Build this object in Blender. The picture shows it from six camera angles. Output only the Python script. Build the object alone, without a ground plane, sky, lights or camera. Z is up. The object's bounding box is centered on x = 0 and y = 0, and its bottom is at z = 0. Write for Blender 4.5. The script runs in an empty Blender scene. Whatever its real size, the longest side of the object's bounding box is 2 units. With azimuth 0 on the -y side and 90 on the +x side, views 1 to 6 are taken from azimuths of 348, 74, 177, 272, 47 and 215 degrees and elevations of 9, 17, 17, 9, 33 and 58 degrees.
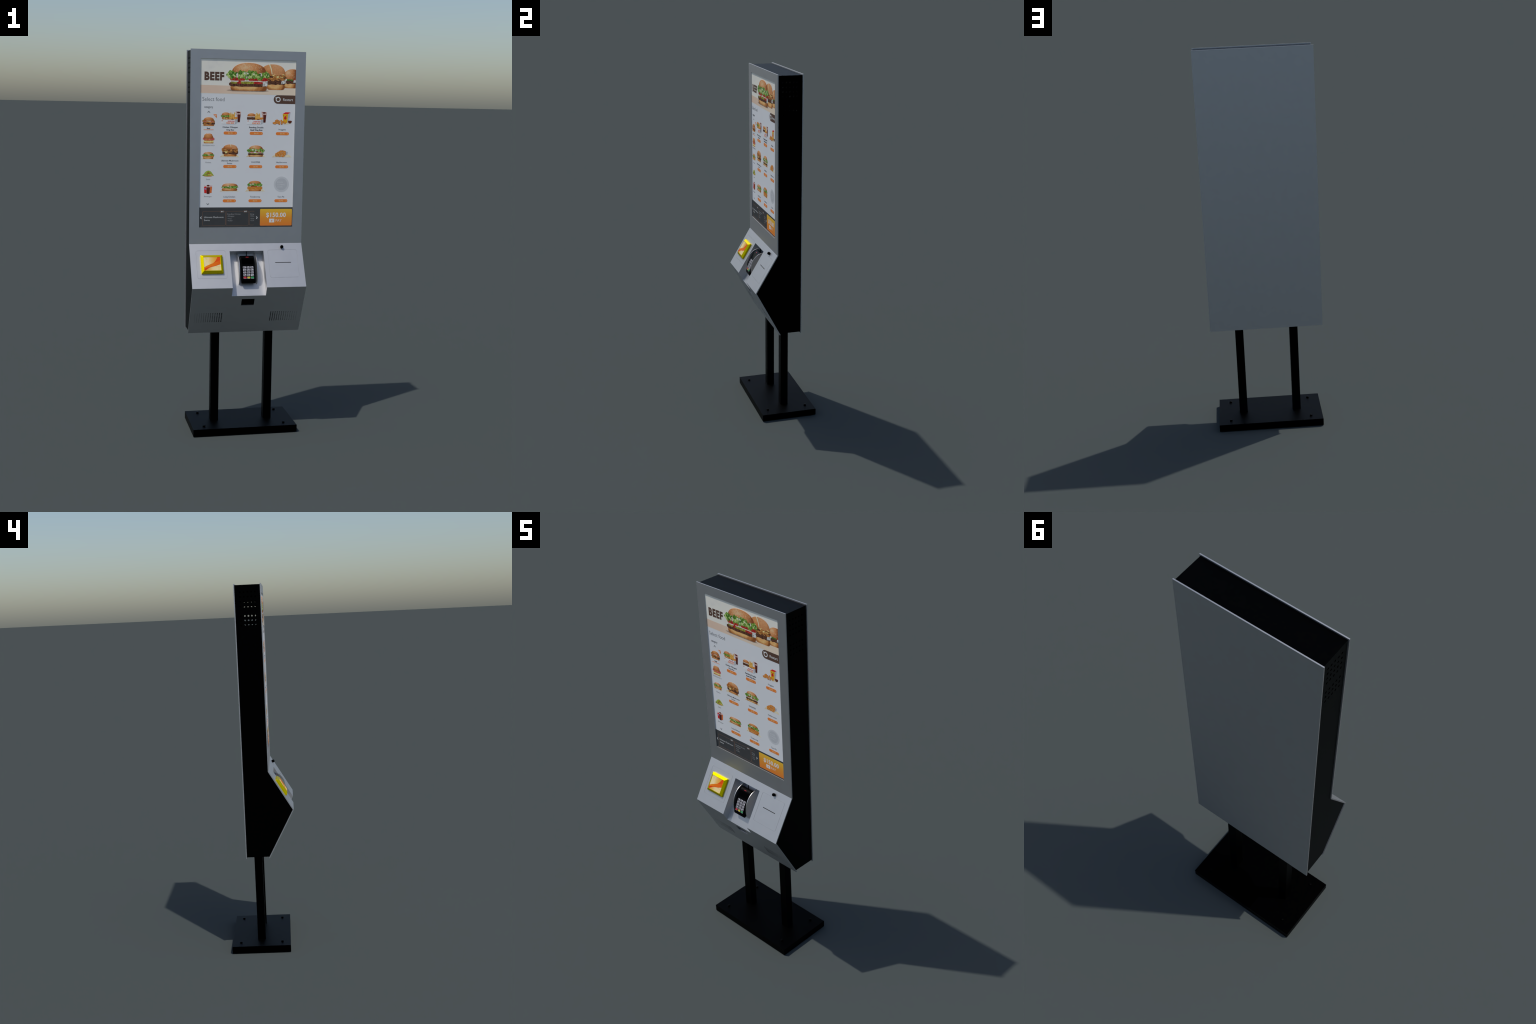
# Self-service ordering kiosk: black cabinet on two square posts, bent white front sheet with a
# menu display, a sloped counter with contactless reader, card terminal in a pocket and printer slot.
import bpy, bmesh, math, random
from mathutils import Vector, Matrix, noise

random.seed(7)
scene = bpy.context.scene
COL = scene.collection

# ------------------------------------------------------------------ main dimensions (metres)
W = 0.2987            # half width of front and back sheets
WB = 0.2936           # half width of the black cabinet between them
TH = 0.0048           # sheet thickness
YF, YB = -0.0584, 0.0842
TOP, CREASE = (YF, 2.0), (YF, 1.0109)          # (y, z) of the front profile
LIP, FOOT = (-0.1838, 0.7996), (-0.0438, 0.5367)
CAB_TOP, CAB_BOT = 1.9943, 0.5450
BASE_H = 0.0384
OPEN_X, OPEN_Z0, OPEN_Z1 = 0.2477, 1.0965, 1.9540   # display opening
YS = YF + 0.0035                                     # display surface


def v2(a, b):
    return Vector((b[0] - a[0], b[1] - a[1]))


def frame(origin, up):
    """local x = world x, local y = up along the sheet, local z = out of it"""
    u = Vector((0, up[0], up[1])).normalized()
    n = Vector((1, 0, 0)).cross(u)
    return Matrix(((1, 0, 0, 0), (0, u.y, n.y, origin[0]), (0, u.z, n.z, origin[1]), (0, 0, 0, 1)))


SLOPE = frame(LIP, v2(LIP, CREASE))     # origin on the lip
LOWER = frame(FOOT, v2(FOOT, LIP))      # origin on the foot edge
SCREEN = Matrix.Translation((-OPEN_X, YS, OPEN_Z0)) @ Matrix(((1, 0, 0, 0), (0, 0, -1, 0), (0, 1, 0, 0), (0, 0, 0, 1)))
EYE = Matrix.Identity(4)

# ------------------------------------------------------------------ materials


def lin(c):
    return tuple(((x / 255) / 12.92 if x <= 10 else (((x / 255) + 0.055) / 1.055) ** 2.4) for x in c)


def new_mat(name):
    m = bpy.data.materials.new(name)
    m.use_nodes = True
    nt = m.node_tree
    return m, nt, nt.nodes["Principled BSDF"]


def plain(name, col, rough=0.5, metal=0.0, spec=0.5, grain=0.03, scale=60, emit=None, rgrain=0.05):
    m, nt, b = new_mat(name)
    tc = nt.nodes.new("ShaderNodeTexCoord")
    nz = nt.nodes.new("ShaderNodeTexNoise")
    nz.inputs["Scale"].default_value = scale
    nz.inputs["Detail"].default_value = 3
    nt.links.new(tc.outputs["Object"], nz.inputs["Vector"])
    rp = nt.nodes.new("ShaderNodeValToRGB")
    rp.color_ramp.elements[0].position, rp.color_ramp.elements[1].position = 0.3, 0.7
    rp.color_ramp.elements[0].color = (*[x * (1 - grain) for x in col], 1)
    rp.color_ramp.elements[1].color = (*[min(1, x * (1 + grain)) for x in col], 1)
    nt.links.new(nz.outputs["Fac"], rp.inputs["Fac"])
    nt.links.new(rp.outputs["Color"], b.inputs["Base Color"])
    mr = nt.nodes.new("ShaderNodeMapRange")
    mr.inputs["To Min"].default_value = max(0, rough - rgrain)
    mr.inputs["To Max"].default_value = rough + rgrain
    nt.links.new(nz.outputs["Fac"], mr.inputs["Value"])
    nt.links.new(mr.outputs["Result"], b.inputs["Roughness"])
    b.inputs["Metallic"].default_value = metal
    b.inputs["Specular IOR Level"].default_value = spec
    if emit:
        b.inputs["Emission Color"].default_value = (*emit[0], 1)
        b.inputs["Emission Strength"].default_value = emit[1]
    return m


K = (0.382, 0.415, 0.475)       # light that reaches the vertical display, relative to a white surface


def px(r, g, b):
    """display colour from its tone in daylight"""
    return tuple(min(1.0, v / k) for v, k in zip(lin((r, g, b)), K))


def picture(name, tones, scale=300, grad=0.0, edge=0.0, spread=(0.3, 0.7), gx=0.0, specks=None, aniso=1.0, spot=0.0):
    """printed picture tone: noise blended with an upward (grad) and sideways (gx) fade, with side shading baked into the ramp (edge)"""
    m, nt, b = new_mat(name)
    L = nt.links.new
    tc = nt.nodes.new("ShaderNodeTexCoord")
    mp = nt.nodes.new("ShaderNodeMapping")
    mp.inputs["Scale"].default_value = (1, aniso, 1)
    L(tc.outputs["Object"], mp.inputs["Vector"])
    nz = nt.nodes.new("ShaderNodeTexNoise")
    nz.inputs["Scale"].default_value = scale
    nz.inputs["Detail"].default_value = 4
    nz.inputs["Roughness"].default_value = 0.6
    L(mp.outputs["Vector"], nz.inputs["Vector"])
    st = nt.nodes.new("ShaderNodeMapRange")
    st.inputs["From Min"].default_value, st.inputs["From Max"].default_value = spread
    L(nz.outputs["Fac"], st.inputs["Value"])
    sep = nt.nodes.new("ShaderNodeSeparateXYZ")
    L(tc.outputs["Generated"], sep.inputs["Vector"])

    def math_node(op, a, c):
        n = nt.nodes.new("ShaderNodeMath")
        n.operation = op
        for i, q in enumerate((a, c)):
            if isinstance(q, (int, float)):
                n.inputs[i].default_value = q
            else:
                L(q, n.inputs[i])
        return n.outputs[0]

    f = math_node("MULTIPLY", st.outputs["Result"], 1 - grad - gx)
    f = math_node("ADD", f, math_node("MULTIPLY", sep.outputs["Y"], grad))
    f = math_node("ADD", f, math_node("MULTIPLY", sep.outputs["X"], gx))
    if edge:
        d = math_node("ABSOLUTE", math_node("SUBTRACT", sep.outputs["X"], 0.45), 0)
        f = math_node("SUBTRACT", f, math_node("MULTIPLY", math_node("POWER", math_node("MULTIPLY", d, 2.0), 3.0), edge))
    if spot:                                  # soft highlight up and left of the middle
        dx = math_node("MULTIPLY", math_node("SUBTRACT", sep.outputs["X"], 0.36), 1.0)
        dy = math_node("MULTIPLY", math_node("SUBTRACT", sep.outputs["Y"], 0.58), 0.8)
        r = math_node("SQRT", math_node("ADD", math_node("MULTIPLY", dx, dx), math_node("MULTIPLY", dy, dy)), 0)
        f = math_node("ADD", f, math_node("MULTIPLY", math_node("MAXIMUM", math_node("SUBTRACT", 1.0, math_node("MULTIPLY", r, 2.4)), 0.0), spot))
    rp = nt.nodes.new("ShaderNodeValToRGB")
    els = rp.color_ramp.elements
    while len(els) < len(tones):
        els.new(0.5)
    for i, t in enumerate(tones):
        els[i].position = i / max(1, len(tones) - 1)
        els[i].color = (*px(*t), 1)
    L(f, rp.inputs["Fac"])
    out = rp.outputs["Color"]
    if specks:
        vo = nt.nodes.new("ShaderNodeTexVoronoi")
        vo.inputs["Scale"].default_value = specks[1]
        L(mp.outputs["Vector"], vo.inputs["Vector"])
        th = math_node("LESS_THAN", vo.outputs["Distance"], specks[2])
        mx = nt.nodes.new("ShaderNodeMix")
        mx.data_type = "RGBA"
        L(th, mx.inputs["Factor"])
        L(out, mx.inputs["A"])
        mx.inputs["B"].default_value = (*px(*specks[0]), 1)
        out = mx.outputs["Result"]
    L(out, b.inputs["Base Color"])
    b.inputs["Roughness"].default_value = 0.55
    b.inputs["Specular IOR Level"].default_value = 0.15
    return m


WHITE = plain("white_powder_coat", (0.575, 0.575, 0.58), rough=0.51, metal=1.0, grain=0.012, scale=25, rgrain=0.01)
BLACK = plain("black_powder_coat", (0.0020, 0.0021, 0.0021), rough=0.52, metal=1.0, grain=0.2, scale=90, rgrain=0.02)
BLACK_BASE = plain("black_base_steel", (0.0010, 0.0010, 0.0011), rough=0.55, metal=1.0, grain=0.2, scale=90, rgrain=0.02)
BLACK_PLASTIC = plain("black_plastic", (0.0045, 0.0045, 0.0045), rough=0.42, metal=1.0, grain=0.1, scale=200, rgrain=0.02)
BLACK_GLASS = plain("black_glass", (0.0010, 0.0010, 0.0012), rough=0.35, metal=1.0, grain=0.1, scale=40, rgrain=0.02)
SLOT_GREY = plain("slot_inside", (0.035, 0.031, 0.028), rough=0.6, grain=0.05, scale=100)
FIN_WHITE = plain("white_metal", (0.60, 0.59, 0.58), rough=0.40, metal=1.0, grain=0.01, scale=60, rgrain=0.01)
YELLOW = plain("yellow_lacquer", (0.75, 0.625, 0.0), rough=0.50, metal=1.0, grain=0.02, scale=80, rgrain=0.01)
KEY_WHITE = plain("key_white", (0.47, 0.46, 0.50), rough=0.45, grain=0.02, scale=200)
KEY_DARK = plain("key_print", (0.02, 0.02, 0.022), rough=0.5, grain=0.05, scale=200)
KEY_RED = plain("key_red", (0.52, 0.015, 0.03), rough=0.45, grain=0.03, scale=200)
KEY_YELLOW = plain("key_yellow", (0.62, 0.50, 0.03), rough=0.45, grain=0.03, scale=200)
KEY_GREEN = plain("key_green", (0.02, 0.32, 0.09), rough=0.45, grain=0.03, scale=200)
LED_RED = plain("indicator_red", (0.36, 0.008, 0.012), rough=0.3, grain=0.02, scale=200, emit=((1.0, 0.03, 0.03), 0.05))

# ------------------------------------------------------------------ object helpers
KIOSK = bpy.data.objects.new("ordering_kiosk", None)
COL.objects.link(KIOSK)
KIOSK.empty_display_size = 0.2
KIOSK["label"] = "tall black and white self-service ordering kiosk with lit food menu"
KIOSK["category"] = "ordering kiosk"


WORLD = {}


def add(name, me, parent, world=EYE, mat=None, stuff=False):
    o = bpy.data.objects.new(name, me)
    COL.objects.link(o)
    o.parent = parent
    o.matrix_basis = WORLD.get(parent.name, EYE).inverted() @ world
    WORLD[o.name] = world.copy()
    if mat is not None and not me.materials:
        me.materials.append(mat)
    if stuff:
        o["kind"] = "stuff"
    return o


def from_bm(bm, name):
    bmesh.ops.recalc_face_normals(bm, faces=bm.faces)
    me = bpy.data.meshes.new(name)
    bm.to_mesh(me)
    bm.free()
    return me


def bm_box(bm, x0, x1, y0, y1, z0, z1):
    m = Matrix.Translation(((x0 + x1) / 2, (y0 + y1) / 2, (z0 + z1) / 2)) @ Matrix.Diagonal((x1 - x0, y1 - y0, z1 - z0, 1))
    bmesh.ops.create_cube(bm, size=1, matrix=m)


def box(name, *d):
    bm = bmesh.new()
    bm_box(bm, *d)
    return from_bm(bm, name)


def bm_prism(bm, pts, d0, d1, place):
    """closed prism of polygon pts; place(a, b, depth) gives the vertex"""
    a = [bm.verts.new(place(p[0], p[1], d0)) for p in pts]
    b = [bm.verts.new(place(p[0], p[1], d1)) for p in pts]
    n = len(pts)
    fs = [bm.faces.new(a), bm.faces.new(b[::-1])]
    for i in range(n):
        bm.faces.new((a[i], b[i], b[(i + 1) % n], a[(i + 1) % n]))
    return fs


def prism(name, pts, d0, d1, place=lambda a, b, d: (a, b, d), tri=False):
    bm = bmesh.new()
    fs = bm_prism(bm, pts, d0, d1, place)
    if tri:
        bmesh.ops.triangulate(bm, faces=fs)
    return from_bm(bm, name)


def bm_ring(bm, outer, inner, d0, d1):
    n = len(outer)
    vs = [[bm.verts.new((p[0], p[1], d)) for p in pts] for d in (d0, d1) for pts in (outer, inner)]
    o0, i0, o1, i1 = vs
    for k in range(n):
        j = (k + 1) % n
        bm.faces.new((o0[k], o0[j], i0[j], i0[k]))
        bm.faces.new((o1[k], i1[k], i1[j], o1[j]))
        bm.faces.new((o0[k], o1[k], o1[j], o0[j]))
        bm.faces.new((i0[k], i0[j], i1[j], i1[k]))


def round_rect(x0, x1, y0, y1, r, n=5):
    r = min(r, (x1 - x0) / 2, (y1 - y0) / 2)
    pts = []
    for cx, cy, a0 in ((x1 - r, y1 - r, 0), (x0 + r, y1 - r, 90), (x0 + r, y0 + r, 180), (x1 - r, y0 + r, 270)):
        for i in range(n + 1):
            a = math.radians(a0 + 90 * i / n)
            pts.append((cx + r * math.cos(a), cy + r * math.sin(a)))
    return pts


def circle(cx, cy, r, n=24, ry=None):
    return [(cx + r * math.cos(2 * math.pi * i / n), cy + (ry or r) * math.sin(2 * math.pi * i / n)) for i in range(n)]


def bevel(o, width, seg=2, angle=35):
    m = o.modifiers.new("rounded_edges", "BEVEL")
    m.width, m.segments, m.limit_method, m.angle_limit = width, seg, "ANGLE", math.radians(angle)


def smooth(me, angle=35):
    me.shade_smooth()
    me.set_sharp_from_angle(angle=math.radians(angle))


def cut(me, cutter):
    """boolean difference, applied"""
    a, b = bpy.data.objects.new("work", me), bpy.data.objects.new("tool", cutter)
    COL.objects.link(a), COL.objects.link(b)
    m = a.modifiers.new("cut", "BOOLEAN")
    m.operation, m.solver, m.object = "DIFFERENCE", "EXACT", b
    out = bpy.data.meshes.new_from_object(a.evaluated_get(bpy.context.evaluated_depsgraph_get()))
    out.name = me.name
    for o in (a, b):
        bpy.data.objects.remove(o)
    bpy.data.meshes.remove(me), bpy.data.meshes.remove(cutter)
    return out


def offset_profile(pts, d):
    """offset an open (y, z) polyline to the inside (towards +y)"""
    segs = []
    for a, b in zip(pts, pts[1:]):
        t = Vector((b[0] - a[0], b[1] - a[1])).normalized()
        n = Vector((-t.y, t.x))           # going down: t=(0,-1) -> n=(1,0)
        segs.append((Vector(a) + n * d, t, n))
    out = [Vector(pts[0]) + segs[0][2] * d]
    for (p, t, _), (q, s, _) in zip(segs, segs[1:]):
        det = t.x * -s.y + s.x * t.y
        r = q - p
        k = (r.x * -s.y + s.x * r.y) / det
        out.append(p + t * k)
    out.append(Vector(pts[-1]) + segs[-1][2] * d)
    return [(p.x, p.y) for p in out]


YZ = lambda a, b, d: (d, a, b)
PROFILE = [TOP, CREASE, LIP, FOOT]
INNER = offset_profile(PROFILE, TH)

# ------------------------------------------------------------------ base and posts
base = add("base_plate", box("base_plate", -0.2794, 0.2794, -0.1388, 0.1840, 0, BASE_H), KIOSK, mat=BLACK_BASE)
bevel(base, 0.0015, 2)

bm = bmesh.new()
bolt_rings = [(0.0070, 0.0), (0.0070, 0.0040), (0.0063, 0.0060), (0.0042, 0.0072)]
prev = None
for r, z in bolt_rings:
    loop = [bm.verts.new((p[0], p[1], z)) for p in circle(0, 0, r, 16)]
    if prev:
        for i in range(16):
            bm.faces.new((prev[i], prev[(i + 1) % 16], loop[(i + 1) % 16], loop[i]))
    else:
        bm.faces.new(loop[::-1])
    prev = loop
bm.faces.new(prev)
bolt_me = from_bm(bm, "bolt")
smooth(bolt_me)
for sx in (-1, 1):
    for sy in (-1, 1):
        add("bolt", bolt_me, base, Matrix.Translation((sx * 0.2160, 0.0224 + sy * 0.1145, BASE_H)), mat=BLACK)

post_me = box("post", -0.0219, 0.0219, -0.0214, 0.0222, BASE_H - 0.002, CAB_BOT + 0.02)
for sx in (-1, 1):
    p = add("post", post_me, KIOSK, Matrix.Translation((sx * 0.1457, 0.0222, 0)), mat=BLACK)
    bevel(p, 0.0012, 2)

# ------------------------------------------------------------------ cabinet (hollow, black)
yk = YB - TH                                             # inner face of the back sheet
t_low = v2(LIP, FOOT)
k_bot = (CAB_BOT - INNER[2][1]) / (INNER[3][1] - INNER[2][1])
y_bot = INNER[2][0] + (INNER[3][0] - INNER[2][0]) * k_bot
g = 0.0001
side_outline = [(yk - g, CAB_TOP), (INNER[0][0] + g, CAB_TOP), (INNER[1][0] + g, INNER[1][1]), (INNER[2][0] + g, INNER[2][1]), (y_bot + g, CAB_BOT), (yk - g, CAB_BOT)]
WALL = 0.0088
cabinet = add("cabinet", box("cabinet", -WB + WALL, WB - WALL, INNER[0][0] + g, yk - g, CAB_TOP - WALL, CAB_TOP), KIOSK, mat=BLACK)
floor_me = box("cabinet_floor", -WB + WALL, WB - WALL, y_bot + g, yk - g, CAB_BOT, CAB_BOT + WALL)
add("cabinet_floor", floor_me, cabinet, mat=BLACK)
bm = bmesh.new()
for row in range(8):
    if row == 4:
        continue                                         # the vent is two groups, four rows and three rows
    for c in range(5):
        ring = circle(0.0513 - 0.0195 * c, 1.9570 - 0.0245 * row, 0.0051, 12)
        bm_prism(bm, ring, -0.01, 0.02, YZ)
vents = from_bm(bm, "vents")
side_me = cut(prism("side_panel", side_outline, 0, WALL, YZ), vents)
for x in (-WB, WB - WALL):
    add("side_panel", side_me, cabinet, Matrix.Translation((x, 0, 0)), mat=BLACK)

# ------------------------------------------------------------------ back sheet
back = add("back_panel", box("back_panel", -W, W, YB - TH, YB, 0.5374, 2.0), KIOSK, mat=WHITE)

# ------------------------------------------------------------------ front sheet with its openings
POCKET_X, POCKET_S, POCKET_D = 0.0898, 0.2038, 0.0452
SLIT = (0.1463, 0.2315, 0.1366)
cutters = bmesh.new()


def cut_in(mat, build):
    b = bmesh.new()
    build(b)
    bmesh.ops.transform(b, matrix=mat, verts=b.verts)
    tmp = from_bm(b, "t")
    cutters.from_mesh(tmp)
    bpy.data.meshes.remove(tmp)


bm_box(cutters, -OPEN_X, OPEN_X, YF - 0.02, YF + 0.02, OPEN_Z0, OPEN_Z1)
cut_in(SLOPE, lambda b: bm_box(b, -POCKET_X, POCKET_X, -0.08, POCKET_S, -POCKET_D, 0.03))
cut_in(LOWER, lambda b: bm_box(b, -0.0350, 0.0330, 0.1806, 0.2234, -0.02, 0.02))
cut_in(SLOPE, lambda b: bm_box(b, SLIT[0], SLIT[1], SLIT[2] - 0.0019, SLIT[2] + 0.0019, -0.02, 0.02))
GRILLE_COLS, GRILLE_ROWS = 13, 7


def grille(b):
    for side in (-1, 1):
        for c in range(GRILLE_COLS):
            r = 0.0029 - 0.0019 * c / (GRILLE_COLS - 1)
            for k in range(GRILLE_ROWS):
                bm_prism(b, circle(side * (0.1310 + 0.01173 * c), 0.0755 + 0.00915 * k, r, 10, r * 1.4), -0.015, 0.01, lambda p, q, d: (p, q, d))


cut_in(LOWER, grille)


def seams(b):
    for x0, x1 in ((-0.2672, -0.1125), (0.1125, 0.2685)):
        gw = 0.0004
        bm_ring(b, round_rect(x0 - gw, x1 + gw, 0.0540 - gw, 0.2075 + gw, 0.010), round_rect(x0 + gw, x1 - gw, 0.0540 + gw, 0.2075 - gw, 0.010 - 2 * gw), -0.0012, 0.004)


cut_in(SLOPE, seams)
sheet = prism("front_panel", PROFILE + INNER[::-1], -W, W, YZ)
front_me = cut(sheet, from_bm(cutters, "cutters"))
front_me.materials.clear()
front_me.materials.append(WHITE)
front_me.materials.append(BLACK)
low_inv = LOWER.inverted()
for poly in front_me.polygons:                            # hole walls of the grilles get the black material so that the holes look dark
    c, n = low_inv @ poly.center, low_inv.to_3x3() @ poly.normal
    if 0.12 < abs(c.x) < 0.285 and 0.068 < c.y < 0.136 and abs(n.z) < 0.5 and -TH - 0.001 < c.z < 0.001:
        poly.material_index = 1
front = add("front_panel", front_me, KIOSK)
for sx in (-1, 1):
    add("grille_dark_backing", box("grille_dark_backing", 0.122 * sx if sx > 0 else -0.281, 0.281 if sx > 0 else -0.122, 0.066, 0.139, -TH - 0.0030, -TH - 0.0003), front, LOWER, BLACK)

# dark backing behind scanner window and printer slot
add("scanner_window", box("scanner_window", -0.040, 0.040, 0.174, 0.228, -TH - 0.0035, -TH - 0.0003), front, LOWER, BLACK_GLASS)
add("receipt_printer", box("receipt_printer", 0.14, 0.24, 0.125, 0.150, -0.030, -TH - 0.0004), front, SLOPE, SLOT_GREY)

# ------------------------------------------------------------------ terminal pocket (white lining)
inv = SLOPE.inverted()
low_o, low_t = Vector((0, INNER[3][0], INNER[3][1])), (LOWER.to_3x3() @ Vector((0, 1, 0)))


def on_lower(n):
    """slope coordinate s where depth n meets the inside of the lower sheet"""
    a = inv @ Vector((0, *INNER[2]))
    b = inv @ Vector((0, *INNER[3]))
    k = (n - a.z) / (b.z - a.z)
    return a.y + (b.y - a.y) * k


D, PT = POCKET_D, 0.004
bm = bmesh.new()
SN = lambda a, b, d: (d, a, b)
e = 0.0002
bm_prism(bm, [(POCKET_S, -D), (on_lower(-D) + e, -D), (on_lower(-D - PT) + e, -D - PT), (POCKET_S, -D - PT)], -POCKET_X, POCKET_X, SN)
wall = [(POCKET_S + PT, -TH - e), (on_lower(-TH) + 2 * e, -TH - e), (on_lower(-D - PT) + e, -D - PT), (POCKET_S + PT, -D - PT)]
bm_prism(bm, wall, POCKET_X, POCKET_X + PT, SN)
bm_prism(bm, wall, -POCKET_X - PT, -POCKET_X, SN)
bm_box(bm, -POCKET_X, POCKET_X, POCKET_S, POCKET_S + PT, -D - PT, -TH - e)
pocket = add("terminal_pocket", from_bm(bm, "terminal_pocket"), KIOSK, SLOPE, WHITE)

# two curved cheek plates that hold the terminal
FIN = [(0.2037, -0.0360), (0.1905, -0.0190), (0.1870, -0.0145), (0.1800, -0.0068), (0.1710, 0.0010), (0.1610, 0.0062), (0.1490, 0.0102), (0.1375, 0.0124), (0.1270, 0.0132),
       (0.1160, 0.0127), (0.1050, 0.0105), (0.0940, 0.0070), (0.0830, 0.0025), (0.0720, -0.0030), (0.0610, -0.0095), (0.0520, -0.0160), (0.0440, -0.0248),
       (0.0390, -0.0332), (0.0365, -0.0400), (0.0360, -D - 0.001), (0.2037, -D - 0.001)]
fin_me = prism("holder_cheek", FIN, -0.0018, 0.0018, SN)
smooth(fin_me, 30)
for x in (-0.0470, 0.0470):
    add("holder_cheek", fin_me, pocket, SLOPE @ Matrix.Translation((x, 0, 0)), FIN_WHITE)
add("holder_block", box("holder_block", -0.022, 0.022, 0.055, 0.160, -D - 0.0005, -0.030), pocket, SLOPE, WHITE)

# ------------------------------------------------------------------ card terminal
BODY = [(0.0365, -0.0300), (0.0320, -0.0245), (0.0340, -0.0170), (0.0420, -0.0112), (0.0510, -0.0085), (0.0700, -0.0050), (0.0950, -0.0020), (0.1190, -0.0008),
        (0.1350, 0.0000), (0.1500, 0.0006), (0.1620, 0.0006), (0.1690, -0.0010), (0.1768, -0.0055), (0.1815, -0.0120), (0.1825, -0.0240), (0.1740, -0.0310),
        (0.1000, -0.0340), (0.0500, -0.0330)]
body_me = prism("card_terminal", BODY, -0.0372, 0.0372, SN)
smooth(body_me, 30)
term = add("card_terminal", body_me, KIOSK, SLOPE, BLACK_PLASTIC)
bevel(term, 0.0025, 3, 50)


def body_n(s):
    top = [p for p in BODY[2:14]]
    for a, b in zip(top, top[1:]):
        if a[0] <= s <= b[0]:
            k = (s - a[0]) / (b[0] - a[0])
            return a[1] + (b[1] - a[1]) * k, math.atan2(b[1] - a[1], b[0] - a[0])
    return 0.0, 0.0


def on_body(x, s, lift=0.0):
    n, ang = body_n(s)
    return SLOPE @ Matrix.Translation((x, s, n + lift)) @ Matrix.Rotation(ang, 4, "X")


disp = add("terminal_display", prism("terminal_display", round_rect(-0.0305, 0.0305, -0.0155, 0.0155, 0.002), -0.001, 0.0006), term, on_body(0, 0.1465), BLACK_GLASS)
led = add("indicator_light", prism("indicator_light", round_rect(-0.0078, 0.0078, -0.0013, 0.0013, 0.0013), -0.001, 0.0007), term, on_body(0, 0.1690, 0.0002), LED_RED)

# ------------------------------------------------------------------ text
TEXT, CAPS = {}, {}


def text_mesh(body, weight, space=1.0):
    key = (body, weight, space)
    if key in TEXT:
        return TEXT[key]
    cu = bpy.data.curves.new("lettering", "FONT")
    cu.body, cu.size, cu.resolution_u, cu.extrude, cu.offset = body, 1, 3, 0.5, weight
    cu.space_character = space
    o = bpy.data.objects.new("lettering", cu)
    COL.objects.link(o)
    me = bpy.data.meshes.new_from_object(o.evaluated_get(bpy.context.evaluated_depsgraph_get()))
    bpy.data.objects.remove(o)
    bpy.data.curves.remove(cu)
    xs = [v.co.x for v in me.vertices]
    ys = [v.co.y for v in me.vertices]
    TEXT[key] = (me, min(xs), max(xs), max(ys))
    return TEXT[key]


def lettering(body, x0, x1, z0, cap, mat, parent, world, lift=0.0, weight=0.0, name="lettering", space=None):
    """text fitted between x0 and x1 with its baseline at z0 and capitals cap high"""
    me, a, b, _ = text_mesh(body, weight, space or 1.0 + max(0.0, weight) * 2.5)
    cap1 = text_mesh("H", weight)[3]
    me = me.copy()
    me.name = name
    sx, sy = (x1 - x0) / (b - a), cap / cap1
    me.transform(Matrix.Translation((-a * sx, 0, 0)) @ Matrix.Diagonal((sx, sy, 0.0006, 1)))
    return add(name, me, parent, world @ Matrix.Translation((x0, z0, lift)), mat)


# keypad: four rows of three number keys, then red, yellow and green keys
key_me = prism("key", round_rect(-0.0076, 0.0076, -0.0052, 0.0052, 0.0012, 3), -0.0012, 0.0012)
for mat in (KEY_WHITE,):
    key_me.materials.append(mat)
LABELS = [("1", ".,"), ("2", "abc"), ("3", "def"), ("4", "ghi"), ("5", "jkl"), ("6", "mno"), ("7", "pqrs"), ("8", "tuv"), ("9", "wxyz"), ("F", "menu"), ("0", "+"), ("*", "#")]
S_TOP, PITCH, PX = 0.1122, 0.01365, 0.0197
for i, (big, small) in enumerate(LABELS):
    row, col = divmod(i, 3)
    place = on_body((col - 1) * PX, S_TOP - row * PITCH, 0.0004)
    add("key", key_me, term, place)
    lettering(big, -0.0054, 0.0000, -0.0040, 0.0080, KEY_DARK, term, place, 0.0011, 0.04, "key_legend")
    lettering(small, 0.0006, 0.0066, -0.0036, 0.0054, KEY_DARK, term, place, 0.0011, 0.04, "key_legend")
for col, (mat, mark) in enumerate(((KEY_RED, "X"), (KEY_YELLOW, "<"), (KEY_GREEN, "O"))):
    place = on_body((col - 1) * PX, S_TOP - 4 * PITCH, 0.0004)
    add("key", key_me, term, place)
    me = prism("key_cap", round_rect(-0.0073, 0.0073, -0.0038, 0.0050, 0.001, 3), 0, 0.0016)
    add("key_cap", me, term, place, mat)

# cable from the terminal head to the pocket's upper wall
bm = bmesh.new()
path = [Vector((0.0, 0.176, -0.021)), Vector((0.0, 0.1845, -0.0185)), Vector((0.0002, 0.190, -0.0145)), Vector((0.0006, 0.197, -0.0112)), Vector((0.0008, 0.2042, -0.0092))]
loops = []
for i, p in enumerate(path):
    t = (path[min(i + 1, len(path) - 1)] - path[max(i - 1, 0)]).normalized()
    sde = Vector((1, 0, 0))
    up = t.cross(sde).normalized()
    loops.append([bm.verts.new(p + sde * 0.0023 * math.cos(a) + up * 0.0023 * math.sin(a)) for a in [2 * math.pi * k / 10 for k in range(10)]])
for a, b in zip(loops, loops[1:]):
    for k in range(10):
        bm.faces.new((a[k], a[(k + 1) % 10], b[(k + 1) % 10], b[k]))
bm.faces.new(loops[0][::-1]), bm.faces.new(loops[-1])
cable_me = from_bm(bm, "cable")
smooth(cable_me, 60)
add("cable", cable_me, term, SLOPE, BLACK)

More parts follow.
